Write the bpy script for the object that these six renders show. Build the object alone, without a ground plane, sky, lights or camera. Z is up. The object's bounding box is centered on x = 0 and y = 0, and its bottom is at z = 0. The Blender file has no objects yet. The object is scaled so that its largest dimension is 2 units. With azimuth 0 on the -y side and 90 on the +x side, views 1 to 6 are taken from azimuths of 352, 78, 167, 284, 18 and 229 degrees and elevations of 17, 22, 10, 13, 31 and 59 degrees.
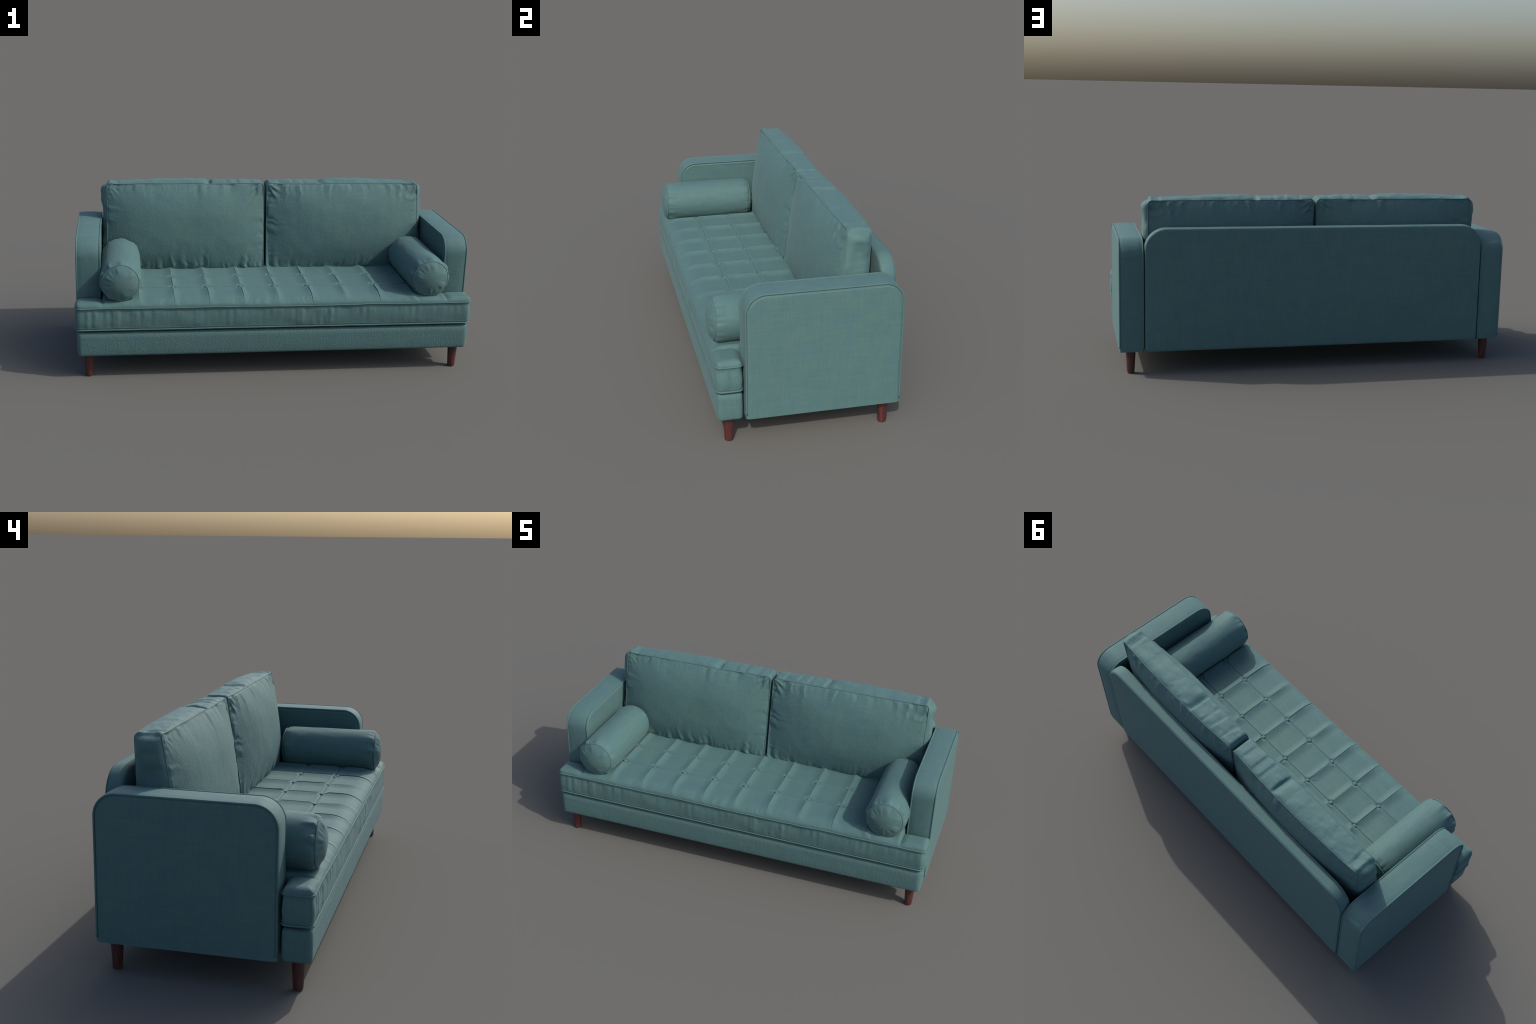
"""Teal two-seat fabric sofa: plinth base, button-tufted bench seat with ears in
front of the arms, two loose back cushions, two bolsters, four turned wooden legs."""
import bpy, bmesh, math
import numpy as np

# ----------------------------------------------------------------------------
# dimensions (metres)
# ----------------------------------------------------------------------------
ARM_IN, ARM_OUT = 0.873, 0.9915        # arm slab inner / outer face
ARM_FRONT, ARM_BACK = -0.270, 0.391
ARM_LOW, ARM_TOP, ARM_RADIUS = 0.117, 0.6705, 0.085
SEAT_HALF, SEAT_FRONT, SEAT_BACK = 0.996, -0.394, 0.320
SEAT_MAIN, EAR_BACK = 0.867, -0.283
SEAT_LOW, SEAT_EDGE = 0.252, 0.366
TILE = 0.172
COLUMNS = [TILE * k for k in range(-4, 5)]
ROWS = [-0.206, -0.041, 0.124, 0.289]
PANEL_FRONT, PANEL_BACK = 0.330, 0.3975
PANEL_HALF, PANEL_LOW, PANEL_TOP, PANEL_RADIUS = 0.867, 0.115, 0.723, 0.105
BOLSTER_X, BOLSTER_Z, BOLSTER_R = 0.775, 0.4900, 0.1012
LEG_X, LEG_Y, LEG_TOP = 0.934, 0.3355, 0.124


# ----------------------------------------------------------------------------
# small helpers
# ----------------------------------------------------------------------------
def smooth(t):
    t = np.clip(t, 0, 1)
    return t * t * (3 - 2 * t)


def _hash(ix, iy, iz, seed):
    h = (ix.astype(np.int64) * 374761393 + iy.astype(np.int64) * 668265263
         + iz.astype(np.int64) * 2147483647 + seed * 974634777) & 0xFFFFFFFF
    h = ((h ^ (h >> 13)) * 1274126177) & 0xFFFFFFFF
    h = ((h ^ (h >> 16)) * 2246822519) & 0xFFFFFFFF
    return ((h ^ (h >> 15)) & 0xFFFFFF) / float(0xFFFFFF) * 2 - 1


def noise(x, y=0.0, z=0.0, seed=0):
    """Value noise in [-1, 1] with smooth interpolation (arrays broadcast)."""
    x, y, z = np.broadcast_arrays(np.asarray(x, float), np.asarray(y, float), np.asarray(z, float))
    ix, iy, iz = np.floor(x), np.floor(y), np.floor(z)
    fx, fy, fz = smooth(x - ix), smooth(y - iy), smooth(z - iz)
    out = 0
    for a in (0, 1):
        for b in (0, 1):
            for c in (0, 1):
                wgt = (fx if a else 1 - fx) * (fy if b else 1 - fy) * (fz if c else 1 - fz)
                out = out + wgt * _hash(ix + a, iy + b, iz + c, seed)
    return out


def fractal(x, y=0.0, z=0.0, seed=0, octaves=3):
    total, amp, f = 0, 1.0, 1.0
    for o in range(octaves):
        total = total + amp * noise(np.asarray(x) * f, np.asarray(y) * f, np.asarray(z) * f, seed + o * 17)
        amp *= 0.5
        f *= 2.03
    return total / 1.75


def pleats(t, d, freq, reach, seed):
    """Gathers running away from a seam: t along the seam, d distance from it."""
    wander = t + 0.010 * noise(t * 9, d * 40, 0, seed + 5)
    ridge = noise(wander * freq, 0.37, 0, seed) + 0.5 * noise(wander * freq * 2.1, 0.7, 0, seed + 1)
    long_ = reach * (0.75 + 0.6 * noise(t * freq * 0.55, 1.3, 0, seed + 2))
    strong = 0.45 + 0.55 * smooth(0.5 + 0.9 * noise(t * 7, 2.1, 0, seed + 3))
    return ridge * strong * np.clip(d / 0.006, 0, 1) * np.exp(-(d / np.maximum(long_, 0.008)) ** 1.5)


def fold(t, centre, width, depth):
    """One asymmetric crease: steep on one side, drawn out on the other."""
    q = (t - centre) / width
    return -depth * np.where(q < 0, np.exp(-(q * 1.7) ** 2), np.exp(-(q * 0.6) ** 2))


def graded(a, b, step, dense=0.35):
    """Samples between a and b, a little denser at both ends."""
    n = max(2, int(math.ceil(abs(b - a) / step)))
    s = np.linspace(-1, 1, n + 1)
    s = (1 - dense) * s + dense * np.sin(s * math.pi / 2)
    return a + (b - a) * (s + 1) / 2


def squircle_corner(a, b, ca, cb, r):
    """Round the square corner at (ca, cb) of the plane (a, b) with radius r; ca, cb > 0 side."""
    p, q = (a - (ca - r)) / r, (b - (cb - r)) / r
    inside = (p > 0) & (q > 0)
    pc, qc = np.clip(p, 0, 1.3), np.clip(q, 0, 1.3)
    na = (ca - r) + r * pc * np.sqrt(np.maximum(1 - 0.5 * qc ** 2, 0.05))
    nb = (cb - r) + r * qc * np.sqrt(np.maximum(1 - 0.5 * pc ** 2, 0.05))
    return np.where(inside, na, a), np.where(inside, nb, b)


def make_object(name, verts, faces, material, parent, sharp=50, weld=None, smooth_shade=True):
    mesh = bpy.data.meshes.new(name)
    mesh.from_pydata([tuple(map(float, v)) for v in verts], [], [tuple(f) for f in faces])
    bm = bmesh.new()
    bm.from_mesh(mesh)
    if weld:
        bmesh.ops.remove_doubles(bm, verts=bm.verts, dist=weld)
    bmesh.ops.recalc_face_normals(bm, faces=bm.faces)
    bm.to_mesh(mesh)
    bm.free()
    mesh.update()
    if smooth_shade:
        mesh.polygons.foreach_set("use_smooth", [True] * len(mesh.polygons))
        if sharp:
            mesh.set_sharp_from_angle(angle=math.radians(sharp))
    mesh.materials.append(material)
    obj = bpy.data.objects.new(name, mesh)
    bpy.context.scene.collection.objects.link(obj)
    obj.parent = parent
    return obj


def grid_faces(rows, cols, base=0, flip=False):
    out = []
    for r in range(rows - 1):
        for c in range(cols - 1):
            a = base + r * cols + c
            q = (a, a + 1, a + cols + 1, a + cols)
            out.append(q[::-1] if flip else q)
    return out


def tube_geometry(path, radius, closed, sides=8):
    """Round cord along a 3D polyline (parallel-transport frame)."""
    P = np.asarray(path, float)
    n = len(P)
    if closed:
        T = np.roll(P, -1, 0) - np.roll(P, 1, 0)
    else:
        T = np.gradient(P, axis=0)
    T /= np.maximum(np.linalg.norm(T, axis=1, keepdims=True), 1e-9)
    ref = np.array([0.0, 0.0, 1.0]) if abs(T[0][2]) < 0.8 else np.array([1.0, 0.0, 0.0])
    N = ref - T[0] * ref.dot(T[0])
    N /= np.linalg.norm(N)
    verts, faces = [], []
    for i in range(n):
        N = N - T[i] * N.dot(T[i])
        N /= max(np.linalg.norm(N), 1e-9)
        B = np.cross(T[i], N)
        for k in range(sides):
            a = 2 * math.pi * k / sides
            verts.append(P[i] + radius * (math.cos(a) * N + math.sin(a) * B))
    for i in range(n if closed else n - 1):
        j = (i + 1) % n
        for k in range(sides):
            l = (k + 1) % sides
            faces.append((i * sides + k, i * sides + l, j * sides + l, j * sides + k))
    if not closed:
        faces.append(tuple(range(sides))[::-1])
        faces.append(tuple(range((n - 1) * sides, n * sides)))
    return verts, faces


def join_geometry(pieces):
    verts, faces = [], []
    for v, f in pieces:
        o = len(verts)
        verts.extend(v)
        faces.extend([tuple(i + o for i in q) for q in f])
    return verts, faces


def piping(paths, radius, material, parent, name="piping"):
    v, f = join_geometry([tube_geometry(p, radius, c) for p, c in paths])
    return make_object(name, v, f, material, parent, sharp=None)


def resample(path, step):
    P = np.asarray(path, float)
    s = np.concatenate([[0], np.cumsum(np.linalg.norm(np.diff(P, axis=0), axis=1))])
    t = np.arange(0, s[-1], step)
    return np.stack([np.interp(t, s, P[:, k]) for k in range(3)], 1)


def stitches(paths, material, parent, length=0.0065, pitch=0.0105, radius=0.0010):
    """Rows of separate thread stitches lying along the given lines."""
    pieces = []
    for path in paths:
        R = resample(path, pitch)
        for a, b in zip(R[:-1], R[1:]):
            d = (b - a) * (length / pitch)
            pieces.append(tube_geometry([a, a + d * 0.5, a + d], radius, False, 5))
    v, f = join_geometry(pieces)
    obj = make_object("stitching", v, f, material, parent, sharp=None)
    obj["kind"] = "stuff"
    return obj


# ----------------------------------------------------------------------------
# materials
# ----------------------------------------------------------------------------
def new_material(name):
    m = bpy.data.materials.new(name)
    m.use_nodes = True
    nt = m.node_tree
    return m, nt, nt.nodes["Principled BSDF"]


def stretched_noise(nt, coords, scale_xyz, scale, detail=2.0, rough=0.5):
    mp = nt.nodes.new("ShaderNodeMapping")
    mp.inputs["Scale"].default_value = scale_xyz
    nt.links.new(coords, mp.inputs["Vector"])
    nz = nt.nodes.new("ShaderNodeTexNoise")
    nz.inputs["Scale"].default_value = scale
    nz.inputs["Detail"].default_value = detail
    nz.inputs["Roughness"].default_value = rough
    nt.links.new(mp.outputs["Vector"], nz.inputs["Vector"])
    return nz.outputs["Fac"]


def math_node(nt, op, a, b):
    n = nt.nodes.new("ShaderNodeMath")
    n.operation = op
    for s, v in zip(n.inputs, (a, b)):
        if isinstance(v, (int, float)):
            s.default_value = v
        else:
            nt.links.new(v, s)
    return n.outputs[0]


def ramp(nt, fac, stops):
    r = nt.nodes.new("ShaderNodeValToRGB")
    while len(r.color_ramp.elements) < len(stops):
        r.color_ramp.elements.new(0.5)
    for e, (p, c) in zip(r.color_ramp.elements, stops):
        e.position = p
        e.color = (*c, 1)
    nt.links.new(fac, r.inputs["Fac"])
    return r.outputs["Color"]


def mix(nt, fac, a, b, blend="MIX"):
    n = nt.nodes.new("ShaderNodeMix")
    n.data_type = "RGBA"
    n.blend_type = blend
    for s, v in ((n.inputs[0], fac), (n.inputs[6], a), (n.inputs[7], b)):
        if isinstance(v, (int, float)):
            s.default_value = v
        elif isinstance(v, tuple):
            s.default_value = (*v, 1)
        else:
            nt.links.new(v, s)
    return n.outputs[2]


TEAL = (0.066, 0.137, 0.139)


def fabric(name, tint=1.0, weave=0.75, pebble=0.0, pebble_depth=0.0035):
    """Woven velvet-like cloth: slubby threads along all three axes, blue and green drift."""
    m, nt, bsdf = new_material(name)
    co = nt.nodes.new("ShaderNodeTexCoord").outputs["Object"]
    base = tuple(c * tint for c in TEAL)
    drift = stretched_noise(nt, co, (1, 1, 1), 16.0, 3.0, 0.55)
    col = ramp(nt, drift, [(0.30, (base[0] * 0.93, base[1] * 0.965, base[2] * 1.02)),
                           (0.50, base),
                           (0.72, (base[0] * 1.06, base[1] * 1.03, base[2] * 0.97))])
    tx = stretched_noise(nt, co, (0.06, 1, 1), 170.0, 2.0, 0.6)     # threads along x
    ty = stretched_noise(nt, co, (1, 0.06, 1), 170.0, 2.0, 0.6)     # threads along y
    tz = stretched_noise(nt, co, (1, 1, 0.06), 170.0, 2.0, 0.6)     # threads along z
    threads = math_node(nt, "MULTIPLY", math_node(nt, "ADD", math_node(nt, "ADD", tx, ty), tz), 0.3333)
    shade = ramp(nt, threads, [(0.36, (0.83, 0.845, 0.86)), (0.5, (1, 1, 1)), (0.66, (1.18, 1.155, 1.12))])
    col = mix(nt, 0.85 * weave, col, shade, "MULTIPLY")
    # olive slubs: isolated coarse threads of a warmer dye lot
    sx = stretched_noise(nt, co, (0.10, 1, 1), 70.0, 1.0)
    sz = stretched_noise(nt, co, (1, 1, 0.10), 70.0, 1.0)
    slub = ramp(nt, math_node(nt, "MAXIMUM", sx, sz), [(0.64, (0, 0, 0)), (0.85, (1, 1, 1))])
    col = mix(nt, math_node(nt, "MULTIPLY", slub, 0.15), col, (base[0] * 1.35, base[1] * 1.06, base[2] * 0.80))
    nt.links.new(col, bsdf.inputs["Base Color"])
    bsdf.inputs["Roughness"].default_value = 0.72
    bsdf.inputs["Specular IOR Level"].default_value = 0.30
    bsdf.inputs["Sheen Weight"].default_value = 0.10
    bsdf.inputs["Sheen Roughness"].default_value = 0.5
    bsdf.inputs["Sheen Tint"].default_value = (0.6, 0.85, 0.9, 1)
    b1 = nt.nodes.new("ShaderNodeBump")
    b1.inputs["Strength"].default_value = 0.30
    b1.inputs["Distance"].default_value = 0.0012
    nt.links.new(threads, b1.inputs["Height"])
    last = b1
    if pebble:
        peb = stretched_noise(nt, co, (1, 1, 0.8), 120.0, 3.0, 0.6)
        b2 = nt.nodes.new("ShaderNodeBump")
        b2.inputs["Strength"].default_value = pebble
        b2.inputs["Distance"].default_value = pebble_depth
        nt.links.new(peb, b2.inputs["Height"])
        nt.links.new(b1.outputs["Normal"], b2.inputs["Normal"])
        last = b2
    nt.links.new(last.outputs["Normal"], bsdf.inputs["Normal"])
    return m


def wood(name):
    m, nt, bsdf = new_material(name)
    co = nt.nodes.new("ShaderNodeTexCoord").outputs["Object"]
    grain = stretched_noise(nt, co, (1, 1, 0.10), 130.0, 4.0, 0.6)
    col = ramp(nt, grain, [(0.30, (0.034, 0.010, 0.009)), (0.52, (0.072, 0.020, 0.018)), (0.75, (0.115, 0.037, 0.032))])
    nt.links.new(col, bsdf.inputs["Base Color"])
    bsdf.inputs["Roughness"].default_value = 0.45
    b = nt.nodes.new("ShaderNodeBump")
    b.inputs["Strength"].default_value = 0.15
    b.inputs["Distance"].default_value = 0.001
    nt.links.new(grain, b.inputs["Height"])
    nt.links.new(b.outputs["Normal"], bsdf.inputs["Normal"])
    return m


def plain(name, colour, rough=0.9):
    m, nt, bsdf = new_material(name)
    co = nt.nodes.new("ShaderNodeTexCoord").outputs["Object"]
    n = stretched_noise(nt, co, (1, 1, 1), 300.0, 2.0)
    col = ramp(nt, n, [(0.3, tuple(c * 0.85 for c in colour)), (0.7, tuple(c * 1.15 for c in colour))])
    nt.links.new(col, bsdf.inputs["Base Color"])
    bsdf.inputs["Roughness"].default_value = rough
    return m


CLOTH = fabric("teal_cloth", pebble=0.25)
CLOTH_GRAINED = fabric("teal_cloth_grained", pebble=0.42)
CLOTH_BASE = fabric("teal_cloth_pebbled", pebble=0.7, pebble_depth=0.0032)
CORD = fabric("teal_piping_cloth", tint=0.97, weave=0.6)
THREAD = plain("teal_thread", (0.098, 0.190, 0.184))
WOOD = wood("mahogany_wood")
LINING = plain("black_dust_cover", (0.02, 0.022, 0.024))

# ----------------------------------------------------------------------------
# the sofa
# ----------------------------------------------------------------------------
sofa = bpy.data.objects.new("sofa", None)
sofa["label"] = "teal fabric two-seat sofa with tufted bench seat and bolsters"
sofa["category"] = "sofa"
bpy.context.scene.collection.objects.link(sofa)


# ---- T-shaped slabs (seat cushion and base) ---------------------------------
def with_seams(lines, seams):
    """Add close-set grid lines beside each seam so that its groove is resolved."""
    keep = [v for v in lines if all(abs(v - c) > 0.0052 for c in seams)]
    extra = [c + d for c in seams for d in (-0.0042, -0.0026, -0.0012, 0, 0.0012, 0.0026, 0.0042)]
    return np.array(sorted(keep + extra))


def t_slab(name, half, front, back, main_half, ear_back, top_fn, rings, corner, step, material, parent, wobble=None, seam_x=(), seam_y=()):
    """T plan (wide in front of the arms). top_fn(x, y) gives the top height on a
    grid; the side wall follows rings of (inset, z) from the top edge down."""
    xs_main = with_seams(graded(-main_half, main_half, step, 0.0), seam_x)
    xs_ear = graded(main_half, half, step, 0.3)[1:]
    xs = np.concatenate([-xs_ear[::-1], xs_main, xs_ear])
    ys_ear = graded(front, ear_back, step, 0.35)
    ys_main = with_seams(graded(ear_back, back, step, 0.0), seam_y)[1:]
    ys = np.concatenate([ys_ear, ys_main])
    i0, i1 = len(xs_ear), len(xs_ear) + len(xs_main) - 1
    j1 = len(ys_ear) - 1
    X, Y = np.meshgrid(xs, ys, indexing="ij")

    def plan(x, y):
        for sx in (1, -1):
            a, b = squircle_corner(sx * x, -y, half, -front, corner)
            x, y = sx * a, -b
            a, b = squircle_corner(sx * x, y, half, ear_back, corner * 0.7)
            out = (sx * x > main_half + 0.02) & (y < ear_back + 1e-6)
            x, y = np.where(out, sx * a, x), np.where(out, b, y)
        return x, y

    PX, PY = plan(X, Y)
    Z = top_fn(X, Y)
    nx, ny = len(xs), len(ys)
    idx = -np.ones((nx, ny), int)
    verts, faces = [], []
    inside = lambda i, j: (i0 <= i <= i1) or j <= j1
    for i in range(nx):
        for j in range(ny):
            if inside(i, j):
                idx[i, j] = len(verts)
                verts.append((PX[i, j], PY[i, j], Z[i, j]))
    for i in range(nx - 1):
        for j in range(ny - 1):
            if (i0 <= i and i + 1 <= i1) or j + 1 <= j1:
                faces.append((idx[i, j], idx[i + 1, j], idx[i + 1, j + 1], idx[i, j + 1]))
    # boundary loop of grid indices, counter-clockwise seen from above
    loop = [(i, 0) for i in range(nx - 1)] + [(nx - 1, j) for j in range(j1)]
    loop += [(i, j1) for i in range(nx - 1, i1, -1)] + [(i1, j) for j in range(j1, ny - 1)]
    loop += [(i, ny - 1) for i in range(i1, i0, -1)] + [(i0, j) for j in range(ny - 1, j1, -1)]
    loop += [(i, j1) for i in range(i0, 0, -1)] + [(0, j) for j in range(j1, 0, -1)]
    L = np.array([(PX[i, j], PY[i, j]) for i, j in loop])
    T = np.roll(L, -1, 0) - np.roll(L, 1, 0)
    T /= np.maximum(np.linalg.norm(T, axis=1, keepdims=True), 1e-9)
    NRM = np.stack([T[:, 1], -T[:, 0]], 1)
    top_ids = [idx[i, j] for i, j in loop]
    zt = np.array([Z[i, j] for i, j in loop])
    s = np.concatenate([[0], np.cumsum(np.linalg.norm(np.diff(L, axis=0), axis=1))])
    prev = top_ids
    n = len(loop)
    for inset, z in rings:
        off = -inset + (wobble(s, L, z) if wobble else 0)
        Q = L + NRM * np.broadcast_to(off, (n,))[:, None]
        zz = np.full(n, z) if z is not None else zt
        cur = list(range(len(verts), len(verts) + n))
        verts.extend([(q[0], q[1], h) for q, h in zip(Q, zz)])
        for k in range(n):
            l = (k + 1) % n
            faces.append((prev[l], prev[k], cur[k], cur[l]))
        prev = cur
    faces.append(tuple(prev[::-1]))
    obj = make_object(name, verts, faces, material, parent, sharp=55)
    return obj, L, NRM, zt


# ---- base -------------------------------------------------------------------
BASE_LOW, BASE_HIGH = 0.117, 0.241
BASE_FRONT = -0.391


def base_top(x, y):
    e = np.minimum(np.minimum(y - BASE_FRONT, 0.989 - np.abs(x)),
                   np.where(np.abs(x) > 0.865, EAR_BACK - y, 1.0))
    r = 0.012
    t = np.clip(e / r, 0, 1)
    return BASE_HIGH - r + r * np.sqrt(1 - (1 - t) ** 2)


rr = 0.013
base_rings = [(0.0, BASE_HIGH - 0.030), (-0.001, 0.185), (0.0, BASE_LOW + 0.035), (0.001, BASE_LOW + rr)]
base_rings += [(0.001 + rr * (1 - math.cos(a)), BASE_LOW + rr - rr * math.sin(a)) for a in (0.4, 0.8, 1.2, 1.57)]
base, _, _, _ = t_slab("base_frame", 0.989, BASE_FRONT, 0.326, SEAT_MAIN, EAR_BACK, base_top, base_rings,
                       0.022, 0.010, CLOTH_BASE, sofa,
                       wobble=lambda s, L, z: 0.0010 * fractal(s * 14, z * 30, 0, 3))


# dust cover under the frame
def box(name, lo, hi, mat, parent):
    v = [(x, y, z) for x in (lo[0], hi[0]) for y in (lo[1], hi[1]) for z in (lo[2], hi[2])]
    f = [(0, 1, 3, 2), (4, 6, 7, 5), (0, 4, 5, 1), (2, 3, 7, 6), (0, 2, 6, 4), (1, 5, 7, 3)]
    return make_object(name, v, f, mat, parent, smooth_shade=False)


box("dust_cover", (-0.855, -0.27, 0.1185), (0.855, 0.327, 0.1225), LINING, sofa)

# ---- seat cushion -----------------------------------------------------------
BUTTON_SPOTS = [(x, y) for y in ROWS[:2] for x in COLUMNS]


def local_tile(v, lines):
    """Position -1..1 between neighbouring seam lines, and the index of the gap."""
    lines = np.asarray(lines)
    k = np.clip(np.searchsorted(lines, v) - 1, 0, len(lines) - 2)
    lo, hi = lines[k], lines[k + 1]
    return np.clip(2 * (v - lo) / (hi - lo) - 1, -1, 1), k


def seat_top(x, y):
    ax = np.abs(x)
    edge_z = SEAT_EDGE + 0.0022 * noise(x * 6, 0, 0, 31) + 0.001 * noise(x * 22, 0, 0, 32)
    e = y - SEAT_FRONT
    ear = ax > SEAT_MAIN - 1e-6
    # seam skeleton
    skeleton = 0.4052 + 0.002 * noise(x * 4, y * 4, 0, 40)
    skeleton = skeleton - 0.014 * smooth((ax - 0.74) / 0.127)
    # pillows between the seams
    s, kx = local_tile(x, [-SEAT_MAIN] + COLUMNS + [SEAT_MAIN])
    t, ky = local_tile(y, [-0.50] + ROWS + [0.46])
    t = np.where(y < ROWS[0], np.clip((y - ROWS[0]) / 0.17 * 1.0 + 1, 0, 1), t)
    fx = (1 - np.abs(s) ** 2.4) ** 0.62
    fy = (1 - np.abs(t) ** 2.6) ** 0.70
    vary = 1 + 0.22 * _hash(kx, ky, kx * 0, 9)
    tilt = 0.0014 * s * _hash(kx, ky, kx * 0 + 1, 12) * (1 - s ** 4)
    # seams raised into ridges to model the dark and bright shading bands; thin groove
    sx_m, ty_m = (1 - np.abs(s)) * TILE / 2, (1 - np.abs(t)) * 0.0825
    mid_y = np.clip((1 - np.abs(t)) / 0.22, 0, 1)
    mid_x = np.clip((1 - np.abs(s)) / 0.22, 0, 1)
    sq = lambda d, reach: np.clip(1 - d / reach, 0, 1) ** 2
    shading_ridge = np.where(s > 0, 0.0122 * sq(sx_m, 0.048), 0.0136 * sq(sx_m, 0.040))
    shading_ridge = shading_ridge * (0.25 + 0.75 * smooth(mid_y)) * (0.6 + 0.4 * vary)
    shading_ridge = shading_ridge + np.where(t < 0, 0.0060 * sq(ty_m, 0.050), 0.0045 * sq(ty_m, 0.030)) * smooth(mid_x) * (y < 0.10)
    groove = np.where(s > 0, 0.0014, 0.0) * np.exp(-(sx_m / 0.0016) ** 2) + 0.0046 * np.exp(-(ty_m / 0.0026) ** 2) * smooth((1 - np.abs(s)) / 0.1)
    pillow = 0.0015 * fx * fy * vary + shading_ridge - groove + tilt * fy
    top = skeleton + pillow
    # folds gathered at the buttons
    for n, (bx, by) in enumerate(BUTTON_SPOTS):
        dx, dy = x - bx, y - by
        near = (np.abs(dx) < 0.08) & (np.abs(dy) < 0.08)
        if not near.any():
            continue
        r = np.hypot(dx, dy)[near]
        th = np.arctan2(dy, dx)[near]
        d = -0.0060 * np.exp(-(r / 0.011) ** 2)
        for q in range(4):
            h = lambda c: float(_hash(np.array(n), np.array(q), np.array(c), 77))
            ang = math.pi * h(0)
            off = np.abs((th - ang + math.pi) % (2 * math.pi) - math.pi)
            d = d + (0.0016 + 0.0010 * h(1)) * np.sign(h(2)) * np.exp(-(off * r / 0.0045) ** 2) * np.exp(-((r - 0.018) / (0.020 + 0.006 * h(3))) ** 2) * (off < 1.2)
        top[near] += d
    # front roll-over: pillow tops stay full longer than the seams
    roll = 0.105 - 0.035 * fx
    q = np.clip(e / roll, 0, 1)
    main = edge_z + (top - edge_z) * np.sqrt(np.clip(1 - (1 - q) ** 2.1, 0, 1))
    main = main + 0.0042 * pleats(x, e, 42, 0.028, 51) * smooth(e / 0.01)
    # ears in front of the arms
    ee = np.minimum(np.minimum(e, SEAT_HALF - ax), np.maximum(EAR_BACK - y, 0))
    qe = np.clip(ee / 0.030, 0, 1)
    seam_in = np.clip((ax - SEAT_MAIN) / 0.035, 0, 1)
    ear_z = edge_z + (0.0275 - 0.010 * (1 - seam_in) ** 2) * np.sqrt(1 - (1 - qe) ** 2)
    ear_z = ear_z + 0.0030 * pleats(x + y, ee, 48, 0.022, 61)
    # the main top comes down to the ear seam
    blend = smooth((ax - (SEAT_MAIN - 0.02)) / 0.02) * smooth((EAR_BACK + 0.03 - y) / 0.04)
    seam_z = edge_z + 0.0165 * np.sqrt(1 - (1 - np.clip(e / 0.03, 0, 1)) ** 2)
    main = main * (1 - blend) + np.minimum(main, seam_z) * blend
    z = np.where(ear, ear_z, main)
    # pressed flat under the bolsters
    under = smooth((0.075 - np.abs(ax - BOLSTER_X)) / 0.05) * smooth((y + 0.385) / 0.06)
    return z - np.maximum(z - 0.4035, 0) * 0.8 * under


def seat_wobble(s, L, z):
    gather = np.exp(-((z - 0.345) / 0.03) ** 2) + 0.7 * np.exp(-((z - 0.275) / 0.02) ** 2)
    w = 0.0032 * noise(s * 55, z * 5, 0, 71) * (0.35 + gather) * (0.4 + 0.6 * smooth(0.5 + noise(s * 6, 0, 0, 72)))
    w = w + 0.0022 * noise(s * 9, z * 14, 0, 73)
    return w * smooth((z - SEAT_LOW - 0.008) / 0.02) * smooth((SEAT_EDGE - 0.006 - z) / 0.01)


seat_rings = [(0.004, SEAT_EDGE - 0.009)] + [(0.003 - 0.004 * math.sin(math.pi * (k / 11)), SEAT_EDGE - 0.012 - k * 0.0090) for k in range(1, 11)]
seat_rings += [(0.004, SEAT_LOW + 0.004), (0.008, SEAT_LOW + 0.001), (0.022, SEAT_LOW - 0.003)]
seat, SL, SN, SZ = t_slab("seat_cushion", SEAT_HALF, SEAT_FRONT, SEAT_BACK, SEAT_MAIN, EAR_BACK, seat_top,
                          seat_rings, 0.028, 0.0042, CLOTH, sofa, wobble=seat_wobble, seam_x=COLUMNS, seam_y=ROWS[:2])


def seat_edge_path(out, z=None):
    Q = SL + SN * out
    keep = (SL[:, 1] < EAR_BACK + 0.001)
    k = np.nonzero(keep)[0]
    # the visible run: from the inner back of one ear, round the front, to the other
    order = [i for i in range(len(SL)) if keep[i]]
    cut = max(range(len(order) - 1), key=lambda i: np.linalg.norm(SL[order[i + 1]] - SL[order[i]]))
    order = order[cut + 1:] + order[:cut + 1]
    zz = SZ if z is None else z + 0.0006 * noise(np.arange(len(SL)) * 0.05, 0, 0, 8)
    return [(Q[i][0], Q[i][1], zz[i]) for i in order]


piping([(seat_edge_path(-0.0005), False)], 0.0031, CORD, seat)
piping([(seat_edge_path(-0.0015, SEAT_LOW + 0.0045), False)], 0.0038, CORD, seat)
stitches([seat_edge_path(0.0012, SEAT_LOW + 0.017)], THREAD, seat)


# buttons
def button_mesh():
    v, f, n = [], [], 20
    prof = [(0.0100, -0.0040), (0.0104, -0.0006), (0.0098, 0.0018), (0.0080, 0.0036), (0.0050, 0.0046)]
    for r, z in prof:
        v += [(r * math.cos(2 * math.pi * k / n), r * math.sin(2 * math.pi * k / n), z) for k in range(n)]
    for i in range(len(prof) - 1):
        f += [(i * n + k, i * n + (k + 1) % n, (i + 1) * n + (k + 1) % n, (i + 1) * n + k) for k in range(n)]
    v.append((0, 0, 0.0050))
    f += [((len(prof) - 1) * n + k, (len(prof) - 1) * n + (k + 1) % n, len(v) - 1) for k in range(n)]
    f.append(tuple(range(n))[::-1])
    return v, f


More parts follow.
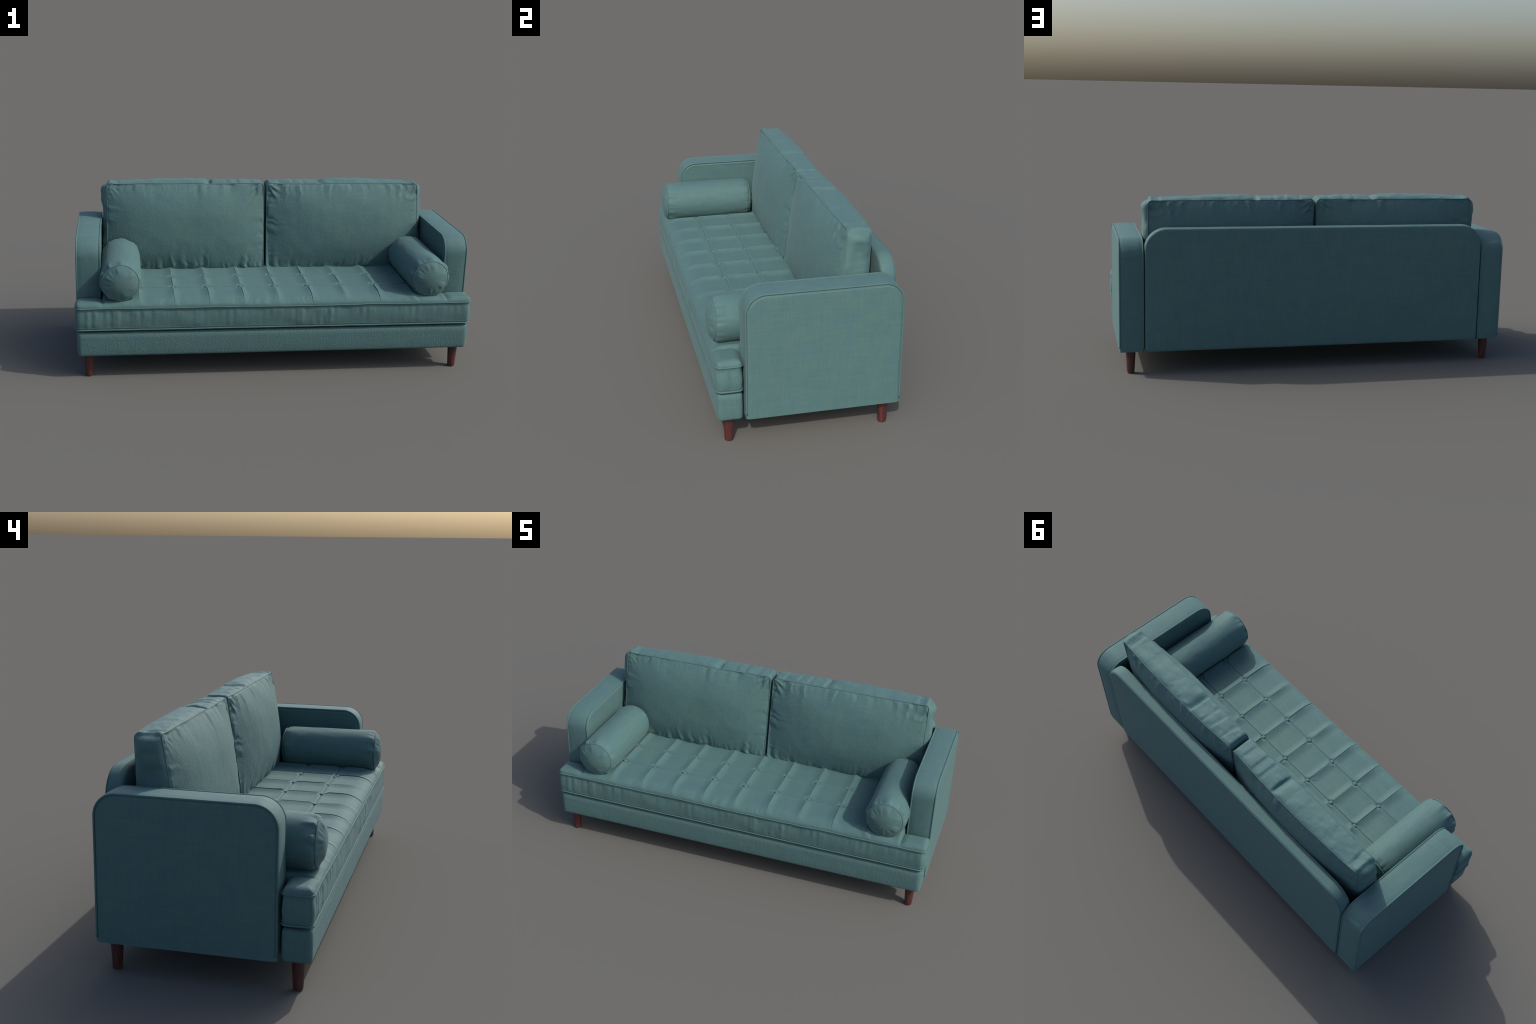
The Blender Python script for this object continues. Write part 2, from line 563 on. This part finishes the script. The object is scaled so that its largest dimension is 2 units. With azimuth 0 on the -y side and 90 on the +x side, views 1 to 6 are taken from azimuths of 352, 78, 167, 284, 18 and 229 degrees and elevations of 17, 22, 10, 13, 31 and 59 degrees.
bv, bf = button_mesh()
first = None
for bx, by in BUTTON_SPOTS:
    z = float(seat_top(np.array([[bx]]), np.array([[by]]))[0, 0])
    if first is None:
        first = make_object("button", bv, bf, CORD, seat, sharp=None)
        b = first
    else:
        b = first.copy()
        bpy.context.scene.collection.objects.link(b)
    b.location = (bx, by, z + 0.0062)
    b.scale = (1.12, 1.12, 1.2)
    b.rotation_euler = (0.10 * math.sin(bx * 31), 0.10 * math.cos(bx * 17 + by * 40), 0)


# ---- slabs with piped edges (arms, back panel) ------------------------------
def rounded_outline(lo, hi, bottom, top, r_top, r_low, step=0.012):
    """Upright rounded rectangle, counter-clockwise from the lower left, with outward normals."""
    pts, nrm = [], []

    def arc(ca, cb, r, a0, a1):
        n = max(3, int(abs(a1 - a0) * r / 0.005))
        for a in np.linspace(a0, a1, n + 1):
            pts.append((ca + r * math.cos(a), cb + r * math.sin(a)))
            nrm.append((math.cos(a), math.sin(a)))

    def line(p, q, nn):
        n = max(2, int(math.dist(p, q) / step))
        for t in np.linspace(0, 1, n + 1)[1:-1]:
            pts.append((p[0] + (q[0] - p[0]) * t, p[1] + (q[1] - p[1]) * t))
            nrm.append(nn)
    h = math.pi / 2
    def low_corner(a, b, a0):
        if r_low > 0.01:
            arc(a, b, r_low, a0, a0 + h)
        else:                                     # square corner, mitred
            sx = -1 if a0 < 3 * h else 1
            pts.append((a + sx * r_low, b - r_low))
            nrm.append((sx, -1))
    low_corner(lo + r_low, bottom + r_low, 2 * h)
    line((lo + r_low, bottom), (hi - r_low, bottom), (0, -1))
    low_corner(hi - r_low, bottom + r_low, 3 * h)
    line((hi, bottom + r_low), (hi, top - r_top), (1, 0))
    arc(hi - r_top, top - r_top, r_top, 0, h)
    line((hi - r_top, top), (lo + r_top, top), (0, 1))
    arc(lo + r_top, top - r_top, r_top, h, 2 * h)
    line((lo, top - r_top), (lo, bottom + r_low), (-1, 0))
    return np.array(pts), np.array(nrm)


def slab(name, outline, normals, profile, place, material, parent, ripple=None):
    """Loft of the outline through (depth, outward offset) stations; capped flat."""
    n = len(outline)
    verts, faces = [], []
    for d, off in profile:
        o = np.full(n, float(off))
        if ripple is not None:
            o = o + ripple(outline, d, off)
        Q = outline + normals * o[:, None]
        verts.extend([place(q[0], q[1], d) for q in Q])
    m = len(profile)
    for r in range(m - 1):
        for k in range(n):
            l = (k + 1) % n
            faces.append((r * n + k, r * n + l, (r + 1) * n + l, (r + 1) * n + k))
    faces.append(tuple(range(n))[::-1])
    faces.append(tuple(range((m - 1) * n, m * n)))
    return make_object(name, verts, faces, material, parent, sharp=40)


arm_line, arm_norm = rounded_outline(ARM_FRONT, ARM_BACK, ARM_LOW, ARM_TOP, ARM_RADIUS, 0.006)
arm_norm[arm_norm[:, 1] < -0.5, 1] = 0.0          # the underside stays level
for side in (1, -1):
    w = ARM_OUT - ARM_IN
    prof = [(ARM_IN + 0.001, -0.022), (ARM_IN - 0.0005, -0.014), (ARM_IN + 0.0035, -0.007), (ARM_IN + 0.004, -0.001), (ARM_IN + 0.008, -0.0005)]
    for k in range(1, 12):
        t = k / 12
        prof.append((ARM_IN + 0.008 + (w - 0.016) * t, 0.0030 * (1 - abs(2 * t - 1) ** 2.6)))
    prof += [(ARM_OUT - 0.008, -0.0005), (ARM_OUT - 0.004, -0.001), (ARM_OUT - 0.0035, -0.007), (ARM_OUT + 0.0005, -0.012), (ARM_OUT + 0.001, -0.022)]

    def arm_ripple(P, d, off, side=side):
        low = np.clip((P[:, 1] - ARM_LOW) / 0.02, 0, 1)
        if off > 0:
            return 0.0014 * fractal(P[:, 0] * 9, P[:, 1] * 9, d * 14 + side * 5, 21) * low - off * (1 - low)
        return np.zeros(len(P))
    arm = slab("armrest", arm_line, arm_norm, prof, lambda a, b, d, side=side: (side * d, a, b), CLOTH, sofa, arm_ripple)
    arm_order = np.roll(np.arange(len(arm_line)), -np.argmin(np.abs(arm_line[:, 0] - 0.05) + 10 * np.abs(arm_line[:, 1] - ARM_LOW)))
    high = [i for i in arm_order if arm_line[i, 1] > ARM_LOW + 0.0005]
    edge = lambda x, off: [(side * x, *(arm_line[i] + arm_norm[i] * off)) for i in high]
    piping([(edge(ARM_IN + 0.0025, -0.002), False), (edge(ARM_OUT - 0.0025, -0.002), False)], 0.0040, CORD, arm)
    stitches([edge(ARM_OUT + 0.0006, -0.0150), edge(ARM_IN - 0.0006, -0.0160)], THREAD, arm)

panel_line, panel_norm = rounded_outline(-PANEL_HALF, PANEL_HALF, PANEL_LOW, PANEL_TOP, PANEL_RADIUS, 0.020)
mid = (PANEL_FRONT + PANEL_BACK) / 2
panel_prof = [(PANEL_FRONT, -0.016), (PANEL_FRONT + 0.002, -0.006), (PANEL_FRONT + 0.007, -0.0005), (PANEL_FRONT + 0.02, 0.002),
              (mid, 0.003), (PANEL_BACK - 0.016, 0.001), (PANEL_BACK - 0.0085, -0.0005), (PANEL_BACK - 0.0070, -0.0035), (PANEL_BACK - 0.0055, -0.0005),
              (PANEL_BACK - 0.003, -0.0015), (PANEL_BACK - 0.0008, -0.006), (PANEL_BACK, -0.014)]
back_panel = slab("back_panel", panel_line, panel_norm, panel_prof, lambda a, b, d: (a, d, b), CLOTH, sofa,
                  lambda P, d, off: 0.0010 * fractal(P[:, 0] * 12, P[:, 1] * 12, d * 20, 91))

# ---- back cushions ----------------------------------------------------------
BC_IN, BC_OUT = 0.008, 0.843
BC_LOW, BC_HIGH = 0.402, 0.856


def back_cushion(side, seed):
    """Box cushion with front and back panels, a gusset, and two piped seams."""
    us = graded(-1, 1, 0.0042 / 0.42, 0.30)
    vs = graded(-1, 1, 0.0042 / 0.228, 0.30)
    ws = graded(-1, 1, 0.004 / 0.05, 0.2)

    def shape(u, v, w, wrinkle=True):
        along = (u + 1) / 2                       # 0 at the sofa's middle, 1 at the arm
        x = BC_IN + (BC_OUT - BC_IN) * along
        z = BC_LOW + (BC_HIGH - BC_LOW) * (v + 1) / 2
        x, z = x - 0.4245, z - 0.629
        a, b = x, z
        for sx in (1, -1):
            for sz in (1, -1):
                p, q = squircle_corner(sx * a, sz * b, 0.4185, 0.227, 0.022)
                a, b = sx * p, sz * q
        x, z = a + 0.4245, b + 0.629
        h = (z - BC_LOW) / (BC_HIGH - BC_LOW)
        bow = 1 - u ** 2                          # the seams bow out in plan
        front = 0.122 + 0.067 * h ** 1.15 - 0.007 * bow
        rear = 0.274 + 0.014 * h + 0.015 * bow
        y = front + (rear - front) * (w + 1) / 2
        c = lambda q, p: 1 - np.abs(q) ** p
        # crowned front and rear panels
        crown = c(u, 2.6) ** 0.9 * c(v, 2.4) ** 0.9
        y = y + np.where(w < 0, w * 0.051 * crown * (1 + 0.22 * v), w * 0.036 * crown * (1 + 0.2 * v))
        gus = c(w, 3.2) ** 0.7
        # gusset: swells out at the arm and on top
        x = x + np.where(u > 0, 0.026, 0.003) * u * np.abs(u) * gus * c(v, 10)
        lift = 0.005 + 0.012 * np.exp(-((along - 0.56) / 0.26) ** 2) + 0.007 * np.exp(-((along - 0.16) / 0.12) ** 2)
        lift = lift + 0.002 * np.exp(-((along - 0.97) / 0.05) ** 2)
        z = z + np.where(v > 0, v * v * lift * gus * np.clip((1 - np.abs(u)) / 0.02, 0, 1) ** 0.5, 0)
        z = z - 0.005 * (w + 1) / 2 * smooth(v)
        if not wrinkle:
            return x, y, z
        # seam line wanders a little
        z = z + 0.0022 * noise(x * 8, 0, 0, seed + 1) * smooth((v - 0.6) / 0.4)
        L, H, D = BC_OUT - BC_IN, BC_HIGH - BC_LOW, 0.11
        du_o, du_i = (1 - u) * L / 2, (1 + u) * L / 2
        dv_t, dv_b = (1 - v) * H / 2, (1 + v) * H / 2
        dw = (1 - np.abs(w)) * D / 2
        onface = np.abs(w) > 0.999
        wr = 0.0105 * pleats(x, dv_t, 38, 0.055, seed + 10) + 0.0115 * pleats(x, dv_b, 36, 0.060, seed + 20)
        wr = wr + 0.0085 * pleats(z + 3, du_i, 36, 0.048, seed + 30) + 0.0075 * pleats(z + 7, du_o, 36, 0.045, seed + 40)
        # diagonal drag folds out of the upper inner and outer corners
        for cu, sgn, cs in ((du_i, 1, 0), (du_o, -1, 1)):
            r = np.hypot(cu, dv_t)
            th = np.arctan2(dv_t, cu)
            wr = wr + (0.0036 if cs == 0 else 0.0010) * np.cos(th * (13 + 3 * cs) + cs) * np.exp(-((r - 0.055) / 0.035) ** 2) * np.sin(np.clip(2 * th, 0, math.pi))
        wr = wr + 0.0035 * fractal(x * 7, z * 7, w, seed + 50)
        edge = np.clip(np.minimum(np.minimum(du_o, du_i), np.minimum(dv_t, dv_b)) / 0.01, 0, 1)
        y = y + np.where(onface, np.sign(w) * wr * edge, 0)
        # gusset folds across the top
        top = smooth((v - 0.98) / 0.02)
        slant = x + 0.18 * (w * 0.055) * noise(x * 5, 4.4, 0, seed + 7)
        band = (0.35 + 0.65 * np.clip(gus, 0, 1))
        f = (fold(slant, 0.297, 0.014, 0.0150) + fold(slant, 0.075, 0.016, 0.0050) + fold(slant, 0.150, 0.012, 0.0045)
             + fold(slant, 0.790, 0.020, 0.0075) + fold(-slant, -0.640, 0.03, 0.0028) + fold(slant, 0.205, 0.010, 0.003)
             + fold(slant, 0.46, 0.02, 0.0018))
        f = f + 0.0060 * pleats(x + 1, dw, 30, 0.030, seed + 60) + 0.0055 * fractal(x * 13, w * 1.2, 0, seed + 70)
        z = z + top * f * band * np.clip(dw / 0.006, 0.50, 1)
        sides = smooth((np.abs(u) - 0.985) / 0.015)
        g = 0.0070 * noise(z * 17 + w * 0.6, w * 0.8, 0, seed + 80) + 0.0045 * noise(z * 33, w, 0, seed + 81)
        x = x + sides * np.sign(u) * g * np.clip(dw / 0.01, 0, 1) * (u > 0)
        return x, y, z

    verts, faces = [], []

    def patch(U, V, W):
        x, y, z = shape(U, V, W)
        base_i = len(verts)
        r, c = U.shape
        verts.extend(np.stack([side * x, y, z], -1).reshape(-1, 3).tolist())
        faces.extend(grid_faces(r, c, base_i))
    one = lambda s, shp: np.full(shp, float(s))
    for s in (-1, 1):
        A, B = np.meshgrid(us, vs, indexing="ij")
        patch(A, B, one(s, A.shape))
        A, B = np.meshgrid(us, ws, indexing="ij")
        patch(A, one(s, A.shape), B)
        A, B = np.meshgrid(vs, ws, indexing="ij")
        patch(one(s, A.shape), A, B)
    cushion = make_object("back_cushion", verts, faces, CLOTH_GRAINED, sofa, sharp=58, weld=0.00025)
    loops = []
    per = [(u, 1.0) for u in us[:-1]] + [(1.0, -q) for q in vs[:-1]] + [(-u, -1.0) for u in us[:-1]] + [(-1.0, q) for q in vs[:-1]]
    U, V = np.array([p[0] for p in per]), np.array([p[1] for p in per])
    for w, out in ((-1.0, -0.0005), (1.0, 0.0005)):
        x, y, z = shape(U, V, np.full(U.shape, w))
        loops.append((np.stack([side * x, y + out, z], 1), True))
    piping(loops, 0.0020, CORD, cushion)
    return cushion


back_cushion(1, 200)
back_cushion(-1, 500)


# ---- bolsters ---------------------------------------------------------------
def bolster(side, seed):
    n = 96
    front, rear = -0.3715, 0.090
    prof = []                                         # (y, radius, is_body)
    for q in np.linspace(0.02, 1, 14):                # front cap, domed
        prof.append((front - 0.027 * (1 - q ** 2.2), 0.0885 * q, 0))
    for a in np.linspace(0.15, 1, 6):
        prof.append((front + 0.004 + 0.020 * (1 - math.cos(a * math.pi / 2)), 0.0885 + 0.011 * math.sin(a * math.pi / 2), 1))
    for t in np.linspace(0, 1, 70)[1:-1]:
        prof.append((front + 0.024 + (rear - front - 0.048) * t, BOLSTER_R + 0.0005 * math.sin(math.pi * t), 1))
    for a in np.linspace(1, 0.15, 6):
        prof.append((rear - 0.004 - 0.020 * (1 - math.cos(a * math.pi / 2)), 0.0885 + 0.011 * math.sin(a * math.pi / 2), 1))
    for q in np.linspace(1, 0.02, 14):
        prof.append((rear + 0.024 * (1 - q ** 2.2), 0.0885 * q, 0))
    th = np.linspace(0, 2 * math.pi, n, endpoint=False)
    verts, faces = [], []
    cx, cz = BOLSTER_X * side, BOLSTER_Z
    ct, st = np.cos(th), np.sin(th)
    for y, r, body in prof:
        if body:
            d = min(y - front, rear - y)
            per = noise(ct * 5.5 + 9, st * 5.5 + 9, (0 if y < 0 else 40), seed) + 0.5 * noise(ct * 11, st * 11, 3, seed + 1)
            k = 0.0085 * per * (1.25 if y < -0.1 else 0.7) * np.clip(d / 0.012, 0, 1) * np.exp(-(d / 0.030) ** 1.5)
            k = k + 0.0022 * fractal(ct * 2 + 5, st * 2, y * 9, seed + 3)
            yy = np.full(n, y)
        else:
            k = 0 * ct
            q = r / 0.0885
            wv = 0.0060 * noise(ct * 5 + 2, st * 5, 8 + (y > 0), seed + 6) * np.exp(-((q - 0.78) / 0.2) ** 2)
            wv = wv + 0.0012 * fractal(ct * r * 30, st * r * 30, 1, seed + 8)
            yy = y + wv * q * (1 - q ** 6)
        verts.extend([(cx + (r + kk) * c, yv, cz + (r + kk) * s) for c, s, kk, yv in zip(ct, st, np.broadcast_to(k, (n,)), np.broadcast_to(yy, (n,)))])
    m = len(prof)
    for i in range(m - 1):
        for k in range(n):
            l = (k + 1) % n
            faces.append((i * n + k, i * n + l, (i + 1) * n + l, (i + 1) * n + k))
    faces.append(tuple(range(n))[::-1])
    faces.append(tuple(range((m - 1) * n, m * n)))
    obj = make_object("bolster_cushion", verts, faces, CLOTH, sofa, sharp=60)
    rings = [[(cx + 0.0890 * c, y, cz + 0.0890 * s) for c, s in zip(ct, st)] for y in (front + 0.001, rear - 0.001)]
    piping([(r, True) for r in rings], 0.0028, CORD, obj)
    return obj


bolster(1, 800)
bolster(-1, 900)

# ---- legs -------------------------------------------------------------------
n = 20
prof = [(0.0166, 0.0), (0.0182, 0.0012), (0.0192, 0.012), (0.0222, 0.068), (0.0252, LEG_TOP)]
lv, lf = [], []
for r, z in prof:
    lv += [(r * math.cos(2 * math.pi * k / n), r * math.sin(2 * math.pi * k / n), z) for k in range(n)]
for i in range(len(prof) - 1):
    lf += [(i * n + k, i * n + (k + 1) % n, (i + 1) * n + (k + 1) % n, (i + 1) * n + k) for k in range(n)]
lf.append(tuple(range(n))[::-1])
lf.append(tuple(range((len(prof) - 1) * n, len(prof) * n)))
leg = None
for sx in (-1, 1):
    for sy in (-1, 1):
        if leg is None:
            leg = make_object("leg", lv, lf, WOOD, sofa, sharp=45)
            o = leg
        else:
            o = leg.copy()
            bpy.context.scene.collection.objects.link(o)
        o.location = (sx * LEG_X, sy * LEG_Y, 0)
        o.rotation_euler = (0, 0, sx * 0.7 + sy * 1.9)
